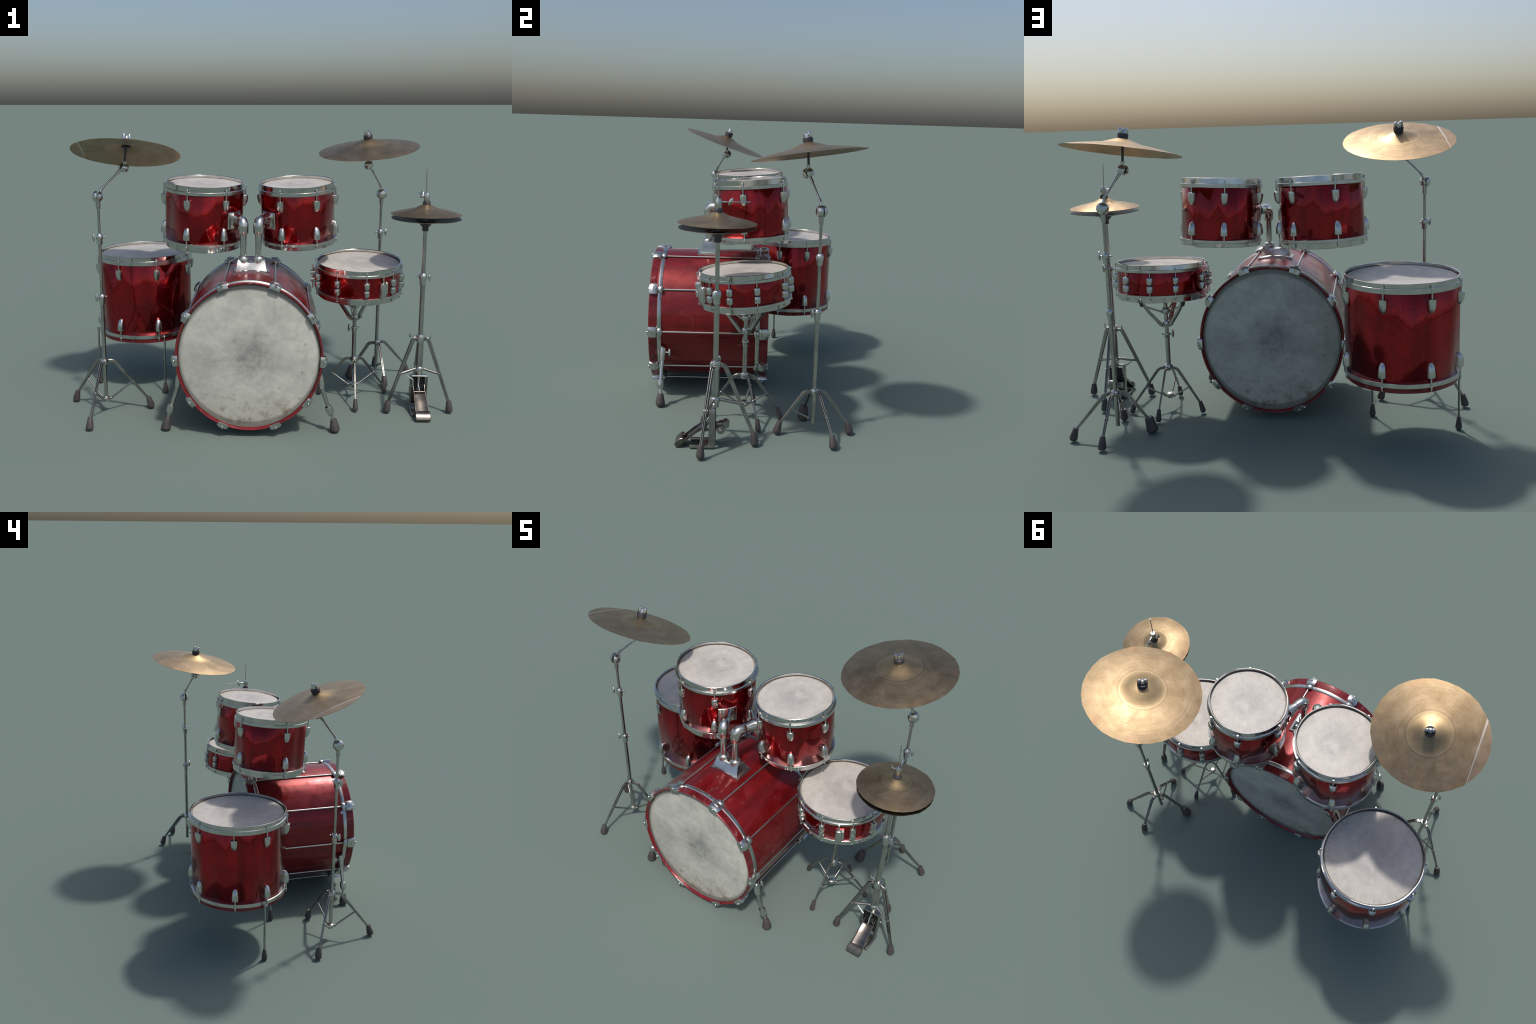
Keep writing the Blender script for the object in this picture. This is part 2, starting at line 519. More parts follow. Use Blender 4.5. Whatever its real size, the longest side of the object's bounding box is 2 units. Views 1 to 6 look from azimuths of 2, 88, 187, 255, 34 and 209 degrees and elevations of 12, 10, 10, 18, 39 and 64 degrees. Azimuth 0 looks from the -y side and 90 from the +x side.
def drum(parent, shell_parent, c, n, R, flange_top, flange_bot, depth, lugs, low_lug, lug_len, seed, red=RED, low_hoop=None):
    """Fills a drum with axis n and top edge centre c: shell, hoops, heads, lugs."""
    M = frame(c, n)
    rs = R - 0.0015
    shell = leaning_normal_shell(shell_parent, rs, -flange_top[1] + 0.006, -flange_bot[1] - 0.004, 0.006, 104, 1.0, seed, 0.34, 0.42, 0.28)
    owner = put(shell_parent, shell, red, parent, M)
    kids = owner if shell_parent != "shell" else parent
    put("hoop", hoop_geo(R, flange_top, depth, True, 80, seed), [CHROME, SATIN], kids, M)
    fb = (depth - flange_bot[1], depth - flange_bot[0])
    put("hoop", hoop_geo(R - 0.001, fb, depth, False, 80, seed + 5), [low_hoop or CHROME, SATIN], kids, M @ M4.Translation((0, 0, -depth)))
    hr = R - 0.0065
    skin = [(0, -0.0135), (hr * 0.5, -0.0135), (hr - 0.012, -0.0137), (hr - 0.006, -0.0145), (hr - 0.004, -0.019), (hr, -0.019), (hr, -0.024), (0, -0.024)]
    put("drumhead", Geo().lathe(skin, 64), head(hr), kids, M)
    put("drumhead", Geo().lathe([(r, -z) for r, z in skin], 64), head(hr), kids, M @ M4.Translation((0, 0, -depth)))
    z1 = -(flange_top[1] + 0.022)
    up = lug_mesh(lug_len, -z1 - 0.010).mesh("lug")
    dn = lug_mesh(lug_len * 1.08, depth - low_lug - 0.006, False).mesh("lug")
    for a in lugs:
        L = M4.Rotation(math.radians(a + rng.uniform(-1.0, 1.0)), 4, "Z") @ M4.Translation((rs - 0.001, 0, z1))
        put("lug", up, SATIN, kids, M @ L)
        L = M4.Rotation(math.radians(a + rng.uniform(-1.0, 1.0)), 4, "Z") @ M4.Translation((rs - 0.001, 0, -low_lug))
        put("lug", dn, SATIN, kids, M @ L)
    return owner, M


def rubber_foot(parent, tip, direction, length=0.055, r0=0.0120, r1=0.0190):
    """A rubber cone whose lower end rests on the ground; direction runs from ground up the leg."""
    d = V(direction).normalized()
    g = Geo()
    Mf = frame((0, 0, 0), d)
    g.lathe([(0, -0.004), (r1 * 0.70, -0.004), (r1 * 0.95, 0.002), (r1, 0.008), (r1 * 0.97, 0.014), (r0 * 1.03, length * 0.95), (r0 * 0.9, length), (0, length)], 12, Mf)
    low = -tip[2] + 0.0
    g.v = [(x, y, max(z, low)) for x, y, z in g.v]
    put("rubber_foot", g, RUBBER, parent, M4.Translation(V(tip)))


def tripod(parent, hub, feet, brace_z, hub_r, hub_h, col, start=0.024, run=0.022, h0=0.016, h1=0.011, gap=0.010, at=0.52, big=(), thick=0.0036, foot=(0.0120, 0.0190), br_r=0.0050, upright=1.2, braced=None):
    """Hub collar with folding legs of twin flat bars, their braces and rubber feet."""
    hub = V(hub)
    g = Geo()
    g.lathe([(0.004, -hub_h / 2), (hub_r * 0.8, -hub_h / 2), (hub_r, -hub_h * 0.3), (hub_r, hub_h * 0.25), (hub_r * 0.85, hub_h / 2), (0.004, hub_h / 2)], 20)
    put("hub", g, SATIN, parent, M4.Translation(hub))
    for i, f in enumerate(feet):
        f = V(f)
        d = V((f.x - hub.x, f.y - hub.y, 0)).normalized()
        side = V((-d.y, d.x, 0))
        p0, p1 = hub + d * (start - 0.006), hub + d * (start + run * 0.35)
        slope = (V((f.x, f.y, 0.0)) - (hub + d * (start + run))).normalized()
        stand = (slope + V((0, 0, -upright))).normalized()   # the rubber stands steeper than the leg
        big_foot = i in big
        flen = 0.070 if big_foot else 0.056
        tip = V((f.x, f.y, 0.009)) - d * 0.006
        end = tip - stand * (flen - 0.012)
        slope = (end - p1).normalized()
        p2 = hub + d * (start + run) + slope * 0.010
        path = [p0, p1, hub + d * (start + run * 0.75) + V((0, 0, -0.002)), p2, end]
        leg = Geo()
        for s in (-1, 1):
            leg.strip([p + side * s * gap / 2 * (0.9 if k < 4 else 0.55) for k, p in enumerate(path)], thick, [h0, h0, h0, h0, h1], side)
        # rivets and the spacer at the bend
        leg.tube([p1 - side * (gap * 0.5 + 0.0055), p1 + side * (gap * 0.5 + 0.0055)], 0.0052, 10)
        leg.box((h0 * 1.1, gap, h0 * 0.8), frame(hub + d * (start + run * 0.2), (0, 0, 1), d), 0.001)
        q = p2.lerp(end, at)
        leg.tube([q - side * (gap * 0.5 + 0.005), q + side * (gap * 0.5 + 0.005)], 0.0042, 10)
        # closed back of the channel over the upper half
        leg.strip([p2.lerp(end, 0.0) + slope.cross(side) * 0.0, p2.lerp(end, 0.46)], gap * 0.9, 0.003, side) if i % 2 == 0 else None
        ob = put("leg", leg, LEG, parent, I4)
        rubber_foot(ob, tip, -stand, flen, 0.0195 if big_foot else foot[0], 0.0285 if big_foot else foot[1])
        if brace_z is not None and (braced is None or i in braced):
            b = V((col[0], col[1], brace_z)) + d * 0.024
            br = Geo()
            br.tube([b, q - d * 0.003], br_r, 10)
            br.ball(b, 0.0075).ball(q, 0.0075)
            put("brace", br, LEG, ob, I4)


def collar(parent, c, r=0.017, h=0.052, wing=None, name="collar", nub=True):
    """Height clamp: a rounded barrel, its wing screw and the screw's end."""
    g = Geo()
    g.lathe([(0.004, h * 0.5), (r * 0.72, h * 0.5), (r * 0.98, h * 0.40), (r * 1.06, h * 0.22), (r * 1.0, h * 0.02), (r * 0.86, -h * 0.06), (r * 0.82, -h * 0.46), (r * 0.74, -h * 0.5), (0.004, -h * 0.5)], 20)
    ob = put(name, g, SATIN, parent, M4.Translation(V(c)))
    if wing:
        d = V((*wing, 0)).normalized()
        M = frame(V(c) + V((0, 0, h * 0.20)), d, (0, 0, 1))
        w = Geo()
        w.tube([(0, 0, r * 0.8), (0, 0, r + 0.011)], 0.0035, 8, M)
        w.ball((0.001, 0, r + 0.013), 0.021, M, 14, (1.0, 0.55, 0.32))
        if nub:
            w.tube([(0, 0, -r * 0.8), (0, 0, -r - 0.006)], 0.003, 8, M)
            w.ball((0, 0, -r - 0.007), 0.0052, M, 10)
        put("wing_screw", w, SATIN, ob, I4)
    return ob


def tilter(parent, c, axis, r, arm_dir):
    """Toothed tilt joint: two rounded discs on one bolt, the arm's eye between them."""
    M = frame(c, axis)
    g = Geo()
    g.lathe([(0, -0.026), (r * 0.55, -0.0255), (r * 0.88, -0.019), (r, -0.010), (r * 0.98, -0.004), (r * 0.5, -0.003), (0, -0.003)], 20, M)
    g.lathe([(0, 0.004), (r * 0.9, 0.004), (r * 0.96, 0.009), (r * 0.78, 0.018), (r * 0.45, 0.024), (0, 0.0245)], 12, M)
    g.tube([V(c) - V(axis).normalized() * 0.012, V(c) + V(axis).normalized() * 0.010], 0.006, 10)
    d = V(arm_dir).normalized()
    g.tube([V(c), V(c) + d * 0.030, V(c) + d * 0.050], [0.0072, 0.0072, 0.0058], 12)
    put("tilter", g, SATIN, parent, I4)


CYM = [(0.0, 0.0590), (0.012, 0.0590), (0.024, 0.0565), (0.045, 0.0500), (0.068, 0.0415), (0.088, 0.0345), (0.102, 0.0315), (0.125, 0.0280), (0.165, 0.0212), (0.205, 0.0145), (0.240, 0.0075), (0.271, 0.0)]


FLAT = [(0.0, 0.0440), (0.012, 0.0440), (0.024, 0.0420), (0.045, 0.0345), (0.068, 0.0258), (0.088, 0.0208), (0.102, 0.0188), (0.125, 0.0162), (0.165, 0.0115), (0.205, 0.0072), (0.240, 0.0036), (0.271, 0.0)]


def cymbal_geo(R, hgt=1.0, sx=1.0, sy=1.0, segs=30, seed=1, lip=0.0014):
    k = R / 0.271
    top = [(r * k, z * hgt) for r, z in CYM] if hgt != 0.70 else [(r * k, z) for r, z in FLAT]
    bot = [(max(r - 0.0006, 0), z - lip) for r, z in reversed(top)]
    g = Geo()
    g.lathe(top + bot, segs, None, sx, sy)
    rr = random.Random(seed)
    wob = {}
    out = []
    for x, y, z in g.v:  # hammered, slightly uneven rim
        a = round(math.atan2(y, x), 3)
        w = wob.setdefault(a, rr.uniform(-1, 1))
        q = min(1.0, math.hypot(x, y) / R) ** 4
        s = 1 + 0.006 * w * q
        out.append((x * s, y * s, z + 0.0008 * w * q))
    g.v = out
    return g


def cymbal_top(parent, M, h0, turn, fh=0.028):
    """Felt sleeve and wing nut above the bell."""
    g = Geo()
    h1 = h0 + fh
    g.lathe([(0, h0 - 0.006), (0.0205, h0 - 0.006), (0.0225, h0), (0.0245, h1 - 0.008), (0.0245, h1 - 0.003), (0.022, h1), (0, h1)], 14)
    ob = put("felt_sleeve", g, FELT, parent, M)
    w = Geo()
    T = M @ rotz(turn)
    w.lathe([(0, h1), (0.0140, h1), (0.0130, h1 + 0.010), (0.0095, h1 + 0.018), (0.004, h1 + 0.020), (0, h1 + 0.0205)], 14)
    for s in (-1, 1):
        w.lathe([(0, -0.0125), (0.0088, -0.0125), (0.0102, -0.004), (0.0102, 0.006), (0.0085, 0.0115), (0.0045, 0.0135), (0, 0.0138)], 12, M4.Translation((s * 0.0135, 0, h1 + 0.0128)) @ M4.Diagonal((1, 0.85, 1, 1)))
    put("wing_nut", w, CHROME, ob, T)


# ------------------------------------------------------------------ cymbal stands
def cymbal_stand(name, label, col, hub, bottom, feet, brace_z, clamps, ball, arm, joint, cym, wings, bell_axis, turn, mat, sx=1, sy=1, R=0.271, low=True, big=(), tilt_axis=(1, 0, 0), tilt2=(0.6, 0.4, 0.2), xhint=0, seed=1, hgt=1.0, top=(0.052, 0.027), braced=None):
    e = thing(name, (col[0], col[1], 0), label, "cymbal stand")
    x, y = col
    g = Geo()
    g.tube([(x, y, bottom), (x, y, clamps[0] + 0.02)], 0.0100, 18)
    g.tube([(x, y, clamps[0]), (x, y, clamps[1] + 0.02)], 0.0082, 18)
    g.tube([(x, y, clamps[1]), (x, y, ball[2] - 0.01)], 0.0070, 16)
    g.lathe([(0.006, -0.024), (0.0105, -0.024), (0.0115, 0.0), (0.0115, 0.020), (0.006, 0.022)], 16, M4.Translation((x, y, ball[2] - 0.036)))
    put("column", g, TUBE, e)
    if low:
        put("lower_collar", Geo().lathe([(0.004, -0.014), (0.012, -0.014), (0.018, -0.008), (0.020, 0.002), (0.018, 0.010), (0.012, 0.014), (0.004, 0.014)], 18), SATIN, e, M4.Translation((x, y, brace_z)))
    tripod(e, hub, feet, brace_z, 0.0205, 0.026, col, big=big, braced=braced)
    for z, w in zip(clamps, wings):
        collar(e, (x, y, z), wing=w)
    a0, a1 = V(arm[0]), V(arm[1])
    g = Geo().tube([a0, a1], 0.0048, 12)
    g.tube([a0 - (a1 - a0) * 0.05, a0 + (a1 - a0) * 0.12], [0.0075, 0.0062], 12)
    g.tube([a1 - (a1 - a0) * 0.10, a1 + (a1 - a0) * 0.05], [0.0064, 0.0075], 12)
    put("boom_arm", g, TUBE, e)
    tilter(e, ball, tilt_axis, 0.0285, a0 - V(ball))
    tilter(e, joint, tilt2, 0.0238, a1 - V(joint))
    M = frame(cym[0], cym[1]) @ rotz(xhint)
    tip = M @ V((0, 0, 0.10))
    g = Geo()
    lowp = V(joint)
    d = (M @ V((0, 0, 0.045 * hgt)) - lowp)
    g.tube([lowp + d * 0.10, lowp + d * 0.30], [0.0085, 0.0100], 12)
    put("tilter_socket", g, SATIN, e)
    put("cymbal_rod", Geo().tube([lowp + d * 0.25, M @ V((0, 0, 0.056 * hgt))], 0.0058, 12), FELT, e)
    cy = put("cymbal", cymbal_geo(R, hgt, sx, sy, seed=seed), mat, e, M)
    put("lower_felt", Geo().lathe([(0, 0.038 * hgt - 0.004), (0.022, 0.038 * hgt - 0.004), (0.024, 0.038 * hgt), (0.020, 0.050 * hgt), (0, 0.052 * hgt)], 14), FELT, e, M)
    cymbal_top(e, frame(M @ V((0, 0, top[0])), bell_axis), 0.0, turn, top[1])
    return e


cymbal_stand("crash_cymbal_stand", "chrome boom stand with tilted dented bronze crash cymbal",
             (-0.780, -0.2375), (-0.781, -0.237, 0.273), 0.060,
             [(-0.978, -0.098, 0), (-0.814, -0.470, 0), (-0.552, -0.181, 0)], 0.073,
             (0.598, 0.902), (-0.780, -0.236, 1.112), ((-0.763, -0.224, 1.150), (-0.684, -0.177, 1.229)), (-0.664, -0.161, 1.246),
             ((-0.6507, -0.1687, 1.3169), (0.035, 0.332, 0.943)), [(-0.75, -0.6), (-0.85, -0.5)], (0.02, 0.30, 0.953), 20, BRONZE_SLIT,
             1.040, 0.958, 0.260, True, (), (1, 0.1, 0), (0.7, -0.5, -0.35), -11, 3, 0.70, (0.040, 0.029))

cymbal_stand("crash_cymbal_stand", "chrome boom stand with wide bronze crash cymbal",
             (0.6675, 0.314), (0.670, 0.315, 0.207), 0.047,
             [(0.696, 0.134, 0), (0.862, 0.396, 0), (0.685, 0.495, 0), (0.506, 0.276, 0)], 0.075,
             (0.579, 0.840), (0.668, 0.316, 1.064), ((0.660, 0.306, 1.110), (0.610, 0.271, 1.194)), (0.585, 0.254, 1.229),
             ((0.583, 0.256, 1.312), (-0.099, -0.138, 0.986)), [(0.5, -0.85), (0.9, 0.1)], (-0.10, -0.16, 0.98), 40, BRONZE,
             1, 1, 0.271, False, (3,), (-0.3, 0.95, 0), (0.5, 0.8, 0.2), 0, 5, braced=(0,))


# ------------------------------------------------------------------ floor tom
ft = thing("floor_tom", (-0.648, 0.25, 0), "deep red sparkle floor tom standing on thin chrome legs", "drum")
FT_M = frame((-0.648, 0.25, 0.757), (0, 0, 1))
drum(ft, "shell", (-0.6450, 0.2535, 0.757), (0, 0.003, 1), 0.2525, (0.020, 0.043), (0.424, 0.444), 0.466,
     [20, 70, 115.5, 163, 201.5, 248, 293, 343.5], 0.402, 0.060, 11, RED, RED_HOOP)
for fx, fy in ((-0.908, 0.174), (-0.515, 0.030)):
    d = V((-0.648 - fx, 0.25 - fy, 0)).normalized()
    g = Geo().tube([(fx, fy, 0.045), (fx + 0.001, fy, 0.318)], 0.0052, 12)
    g.ball((fx, fy, 0.319), 0.0085)
    g.tube([(fx, fy, 0.319), V((fx, fy, 0.319)) + d * 0.03], 0.005, 10)
    leg = put("leg", g, TUBE, ft)
    rubber_foot(leg, V((fx, fy, 0.004)), (0, 0, 1), 0.056, 0.0085, 0.0155)


# ------------------------------------------------------------------ bass drum with rack toms
bd = thing("bass_drum", (-0.038, -0.21, 0), "big red bass drum carrying two rack toms on pipes", "drum")
SHR, SHS = 0.3388, 1.0195                   # shell radius across
BR, BS = 0.3455, 1.040          # hoop radius across, stretch upwards
BC = V((-0.038, -0.21, 0.395))
BM = frame(BC, (0, -1, 0))     # local z runs to the front, local y up
HM = BM @ M4.Translation((0, -0.0010, 0))   # hoops sit a touch lower than the heads
HALF = 0.309
put("shell", leaning_normal_shell("shell", SHR, HALF - 0.03, -HALF + 0.03, 0.012, 120, SHS, 91, 0.05, 0.05, 0.03, 16), RED_BASS, bd, BM @ M4.Translation((0, 0.0088, 0)))
for s in (1, -1):
    turn = I4 if s == 1 else M4.Rotation(PI, 4, "Y")
    wood = [(BR - 0.0130, HALF - 0.0160), (BR - 0.0050, HALF - 0.0012), (BR - 0.002, HALF), (BR + 0.0015, HALF - 0.005), (BR, HALF - 0.020), (BR - 0.004, HALF - 0.0415), (BR - 0.0128, HALF - 0.0415)]
    put("wooden_hoop", Geo().lathe(wood, 80, None, 1, BS, True), RED_HOOP, bd, HM @ turn)
    ring = [(BR - 0.018, HALF - 0.0425), (BR - 0.003, HALF - 0.0425), (BR + 0.001, HALF - 0.046), (BR + 0.001, HALF - 0.060), (BR - 0.002, HALF - 0.065), (BR - 0.018, HALF - 0.066)]
    put("metal_hoop", Geo().lathe(ring, 80, None, 1, BS, True), SATIN, bd, HM @ turn)
    hr = BR - 0.0138
    skin = [(0, HALF - 0.0155), (hr * 0.4, HALF - 0.0155), (hr - 0.006, HALF - 0.016), (hr - 0.0025, HALF - 0.0175), (hr - 0.0012, HALF - 0.023), (hr, HALF - 0.023), (hr, HALF - 0.035), (0, HALF - 0.035)]
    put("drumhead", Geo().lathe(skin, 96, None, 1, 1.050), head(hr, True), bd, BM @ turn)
    put("bead", Geo().lathe([(hr - 0.0035, HALF - 0.0185), (hr - 0.002, HALF - 0.0135), (hr, HALF - 0.013), (hr + 0.0012, HALF - 0.0155), (hr, HALF - 0.0315)], 96, None, 1, 1.050, True), BEAD, bd, BM @ turn)

claw = Geo()
rings = []
for z, w, d0, d1 in ((0.004, 0.021, -0.011, 0.007), (0.001, 0.0255, -0.012, 0.013), (-0.010, 0.0285, -0.006, 0.0175), (-0.036, 0.0285, -0.004, 0.0175), (-0.045, 0.024, -0.004, 0.013)):
    rings.append([(d0, -w, z), (d1 - 0.005, -w, z), (d1, -w * 0.62, z), (d1 + 0.0015, 0, z), (d1, w * 0.62, z), (d1 - 0.005, w, z), (d0, w, z)])
claw.loft(rings)
claw.lathe([(0, -0.004), (0.0075, -0.004), (0.0075, 0.001), (0.0055, 0.004), (0, 0.005)], 12, M4.Translation((0.0085, 0, 0.004)))
claw.tube([(0.0180, -0.010, -0.022), (0.0180, 0.010, -0.022)], 0.0045, 8)
nut = [(0, -0.072), (0.008, -0.072), (0.0115, -0.068), (0.0125, -0.060), (0.0115, -0.050), (0.008, -0.046), (0, -0.046)]
claw.lathe(nut, 14, M4.Translation((0.006, 0, 0)) @ M4.Diagonal((1, 1.7, 1, 1)))
claw_me = claw.mesh("claw")
rod_me = Geo().tube([(0, 0, -HALF + 0.05), (0, 0, HALF - 0.05)], 0.0046, 12).mesh("tension_rod")
for ang in (20.5, 57.5, 92.8, 127.8, 159.0, -159.0, -127.8, -92.8, -57.5, -20.5):
    a = math.radians(90 - ang)
    p = V((BR * math.cos(a), BR * BS * math.sin(a), 0))
    L = M4.Translation(p) @ M4.Rotation(math.atan2(p.y / BS, p.x * BS), 4, "Z")
    put("tension_rod", rod_me, ROD, bd, HM @ L @ M4.Translation((0.0005, 0, 0)))
    for s in (1, -1):
        F = M4.Translation((0, 0, HALF)) if s == 1 else M4.Translation((0, 0, -HALF)) @ M4.Rotation(PI, 4, "X")
        put("claw", claw_me, SATIN, bd, HM @ L @ F)

# front spurs
for s, pts in ((1, ((0.297, -0.444, 0.285), (0.3065, -0.445, 0.226), (0.345, -0.449, 0.118), (0.370, -0.447, 0.046), (0.376, -0.447, 0.0))),
               (-1, ((-0.372, -0.444, 0.285), (-0.382, -0.445, 0.226), (-0.417, -0.449, 0.118), (-0.438, -0.446, 0.046), (-0.446, -0.445, 0.0)))):
    P = [V(p) for p in pts]
    up = (P[1] - P[2]).normalized()
    g = Geo()
    g.tube([P[0] + up * 0.010, P[0] + up * 0.004, P[0].lerp(P[1], 0.3), P[1] - up * 0.002], [0.008, 0.014, 0.0165, 0.0145], 14)
    c = V((BC.x, P[0].y, BC.z))
    inward = (c - P[0]).normalized()
    g.tube([P[0] - up * 0.02, P[0] - up * 0.02 + inward * 0.03], 0.014, 14)
    w = frame(P[0] - up * 0.02 + V((0, 0.012, 0)), (0, 1, 0), up)
    g.tube([(0, 0, 0), (0, 0, 0.022)], 0.0035, 8, w)
    g.ball((0, 0, 0.024), 0.021, w, 14, (1.0, 0.5, 0.36))
    sp = put("spur", g, SATIN, bd)
    g = Geo().tube([P[1] + up * 0.01, P[2]], 0.0098, 14)
    g.tube([P[2], P[3]], [0.0075, 0.0065], 12)
    put("spur_tube", g, CHROME, sp)
    g = Geo().tube([P[2] + up * 0.018, P[2] + up * 0.014, P[2] - up * 0.012, P[2] - up * 0.026, P[2] - up * 0.034], [0.012, 0.0175, 0.0190, 0.0150, 0.0085], 14)
    put("spur_collar", g, SATIN, sp)
    d = (P[3] - P[4]).normalized()
    rubber_foot(sp, P[4] + d * 0.008, d, 0.058, 0.0150, 0.0245)
# air vent knob on the left side
va = frame((-0.339, -0.444, 0.551), (-0.90, 0, 0.42))
put("air_vent", Geo().lathe([(0, -0.01), (0.010, -0.01), (0.012, 0.003), (0.010, 0.012), (0.006, 0.016), (0, 0.017)], 14), SATIN, bd, va)


# tom mount: a saddle that narrows to two sockets
def quad(x0, x1, y0, y1, zfun, n=6):
    """Rounded-off outline, counter-clockwise, on the height given by zfun(x)."""
    ring = []
    for k in range(n + 1):
        x = x0 + (x1 - x0) * k / n
        ring.append((x, y0, zfun(x)))
    for k in range(n + 1):
        x = x1 + (x0 - x1) * k / n
        ring.append((x, y1, zfun(x)))
    return ring


def curve(off):
    return lambda x: BC.z + 0.0088 + (SHR * SHS + off) * math.sqrt(max(0.0, 1 - ((x - BC.x) / SHR) ** 2))


ms = Geo()
ms.loft([quad(-0.121, 0.053, -0.286, -0.172, curve(-0.004)), quad(-0.121, 0.053, -0.286, -0.172, curve(0.009)),
         quad(-0.113, 0.045, -0.279, -0.179, curve(0.0105)), quad(-0.110, 0.041, -0.275, -0.183, curve(0.013)),
         quad(-0.1005, 0.0315, -0.254, -0.204, lambda x: 0.7955 - 0.006 * math.cos((x + 0.0345) * 42)), quad(-0.0985, 0.0295, -0.250, -0.208, lambda x: 0.799 - 0.007 * math.cos((x + 0.0345) * 42))])
mount = put("tom_mount", ms, MOUNT, bd)
for sx, X, plate_c, plate_n in ((-1, -0.0745, (-0.1165, -0.140, 0.995), None), (1, 0.0, (0.041, -0.136, 0.993), None)):
    Y = -0.2325
    g = Geo().lathe([(0, -0.014), (0.026, -0.014), (0.0265, -0.004), (0.0275, 0.004), (0.0270, 0.014), (0.0225, 0.020), (0.0175, 0.0215), (0, 0.0215)], 12)
    put("socket", g, SATIN, mount, M4.Translation((X, Y, 0.799)) @ rotz(15))
    put("pipe", Geo().tube([(X, Y, 0.80), (X, Y, 0.945)], 0.0155, 20), MOUNT, mount)
    pc = V(plate_c)
    hd = V((pc.x - X, pc.y - Y, 0)).normalized()
    top = V((X, Y, 0.995))
    pts = [V((X, Y, 0.930)), V((X, Y, 0.934)), V((X, Y, 0.968))]
    for k in range(1, 7):
        a = k / 6 * PI / 2
        pts.append(V((X, Y, 0.968)) + hd * 0.027 * (1 - math.cos(a)) + V((0, 0, 0.027 * math.sin(a))))
    dist = (V((pc.x, pc.y, 0)) - V((X, Y, 0))).length
    pts += [V((X, Y, 0.995)) + hd * 0.050, V((X, Y, 0.995)) + hd * 0.054]
    rr = [0.0215, 0.0248, 0.0258] + [0.0258, 0.0256, 0.0254, 0.0250, 0.0244, 0.0240] + [0.0238, 0.0225]
    g = Geo().tube(pts, rr, 20)
    g.ball(V((X, Y, 0.955)) + V((sx * 0.0205, -0.006, 0)), 0.005)
    put("elbow", g, MOUNT, mount)
    g = Geo().tube([V((X, Y, 0.995)) + hd * 0.045, V((X, Y, 0.995)) + hd * 0.060, V((X, Y, 0.995)) + hd * (dist - 0.012), V((X, Y, 0.995)) + hd * dist], [0.0215, 0.0215, 0.0285, 0.0320], 20)
    put("mount_arm", g, MOUNT, mount)

for c, n, R, dep, ft_, fb_, lugs, low, pa in (
        ((-0.278, -0.026, 1.168), (0.036, -0.059, 0.998), 0.201, 0.328, (0.027, 0.043), (0.287, 0.302), [-171, -109, -55.3, 3, 54.5, 112], 0.268, -37),
        ((0.191, -0.015, 1.166), (-0.033, -0.073, 0.997), 0.190, 0.317, (0.027, 0.045), (0.284, 0.298), [-116, -63, -10.5, 58, 105, 168], 0.264, -141)):
    tom, TM = drum(bd, "rack_tom", c, n, R, ft_, fb_, dep, lugs, low, 0.058, 31 if c[0] < 0 else 47)
    # square plate screwed to the shell, bent round it
    g = Geo()
    rings = []
    wdt, hgt = 0.046, 0.043
    for r, wq, hq in ((R - 0.006, 1, 1), (R + 0.004, 1, 1), (R + 0.0065, 0.93, 0.95), (R + 0.008, 0.62, 0.66), (R + 0.018, 0.55, 0.58)):
        ring = []
        for k in range(9):
            a = math.radians(pa) + (wdt * wq / R) * (k / 4 - 1)
            rad = r if r < R + 0.007 else r
            ring.append((rad * math.cos(a), rad * math.sin(a), -0.172 - hgt * hq))
        for k in range(9):
            a = math.radians(pa) + (wdt * wq / R) * (1 - k / 4)
            ring.append((r * math.cos(a), r * math.sin(a), -0.172 + hgt * hq))
        rings.append(ring)
    g.loft(rings)
    put("mount_plate", g, MOUNT, tom, TM)


# ------------------------------------------------------------------ snare drum
sd = thing("snare_drum", (0.513, -0.033, 0.588), "shallow red snare drum with double chrome lugs", "drum")
SM = frame((0.513, -0.033, 0.764), (-0.012, -0.073, 0.997))
SR, SDEP = 0.218, 0.176
put("shell", leaning_normal_shell("shell", SR - 0.0025, -0.028, -0.150, 0.006, 104, 1.0, 61, 0.26, 0.20, 0.20), RED, sd, SM)
put("hoop", hoop_geo(SR, (0.022, 0.036), SDEP, True, 80, 71), [CHROME, SATIN], sd, SM)
put("hoop", hoop_geo(SR - 0.001, (0.020, 0.034), SDEP, False, 80, 77), [CHROME, SATIN], sd, SM @ M4.Translation((0, 0, -SDEP)))
hr = SR - 0.0065
skin = [(0, -0.0125), (hr * 0.5, -0.0125), (hr - 0.012, -0.0127), (hr - 0.006, -0.0135), (hr - 0.004, -0.018), (hr, -0.018), (hr, -0.023), (0, -0.023)]
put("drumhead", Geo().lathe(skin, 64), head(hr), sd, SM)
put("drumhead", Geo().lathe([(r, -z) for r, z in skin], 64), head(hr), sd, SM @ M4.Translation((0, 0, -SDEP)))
sl = Geo()
for z0, z1 in ((-0.0545, -0.0905), (-0.0945, -0.129)):
    hh = z0 - z1
    sl.loft([half_oval(w, d, z0 - q * hh) for q, w, d in ((0.0, 0.011, 0.016), (0.06, 0.0140, 0.0215), (0.2, 0.0155, 0.024), (0.8, 0.0155, 0.024), (0.94, 0.0140, 0.0215), (1.0, 0.011, 0.016))])
sl.tube([(0.0095, 0, -0.006), (0.0095, 0, -0.168)], 0.0027, 10)
for z in (-0.010, -0.163):
    sl.box((0.013, 0.009, 0.006), M4.Translation((0.008, 0, z)), 0.001)
sl_me = sl.mesh("double_lug")
for a in (-124, -85.4, -46, -17.5, 15, 57, 91, 122, 166, -165):
    put("double_lug", sl_me, SATIN, sd, SM @ M4.Rotation(math.radians(a), 4, "Z") @ M4.Translation((SR - 0.0045, 0, 0)))
st = Geo()
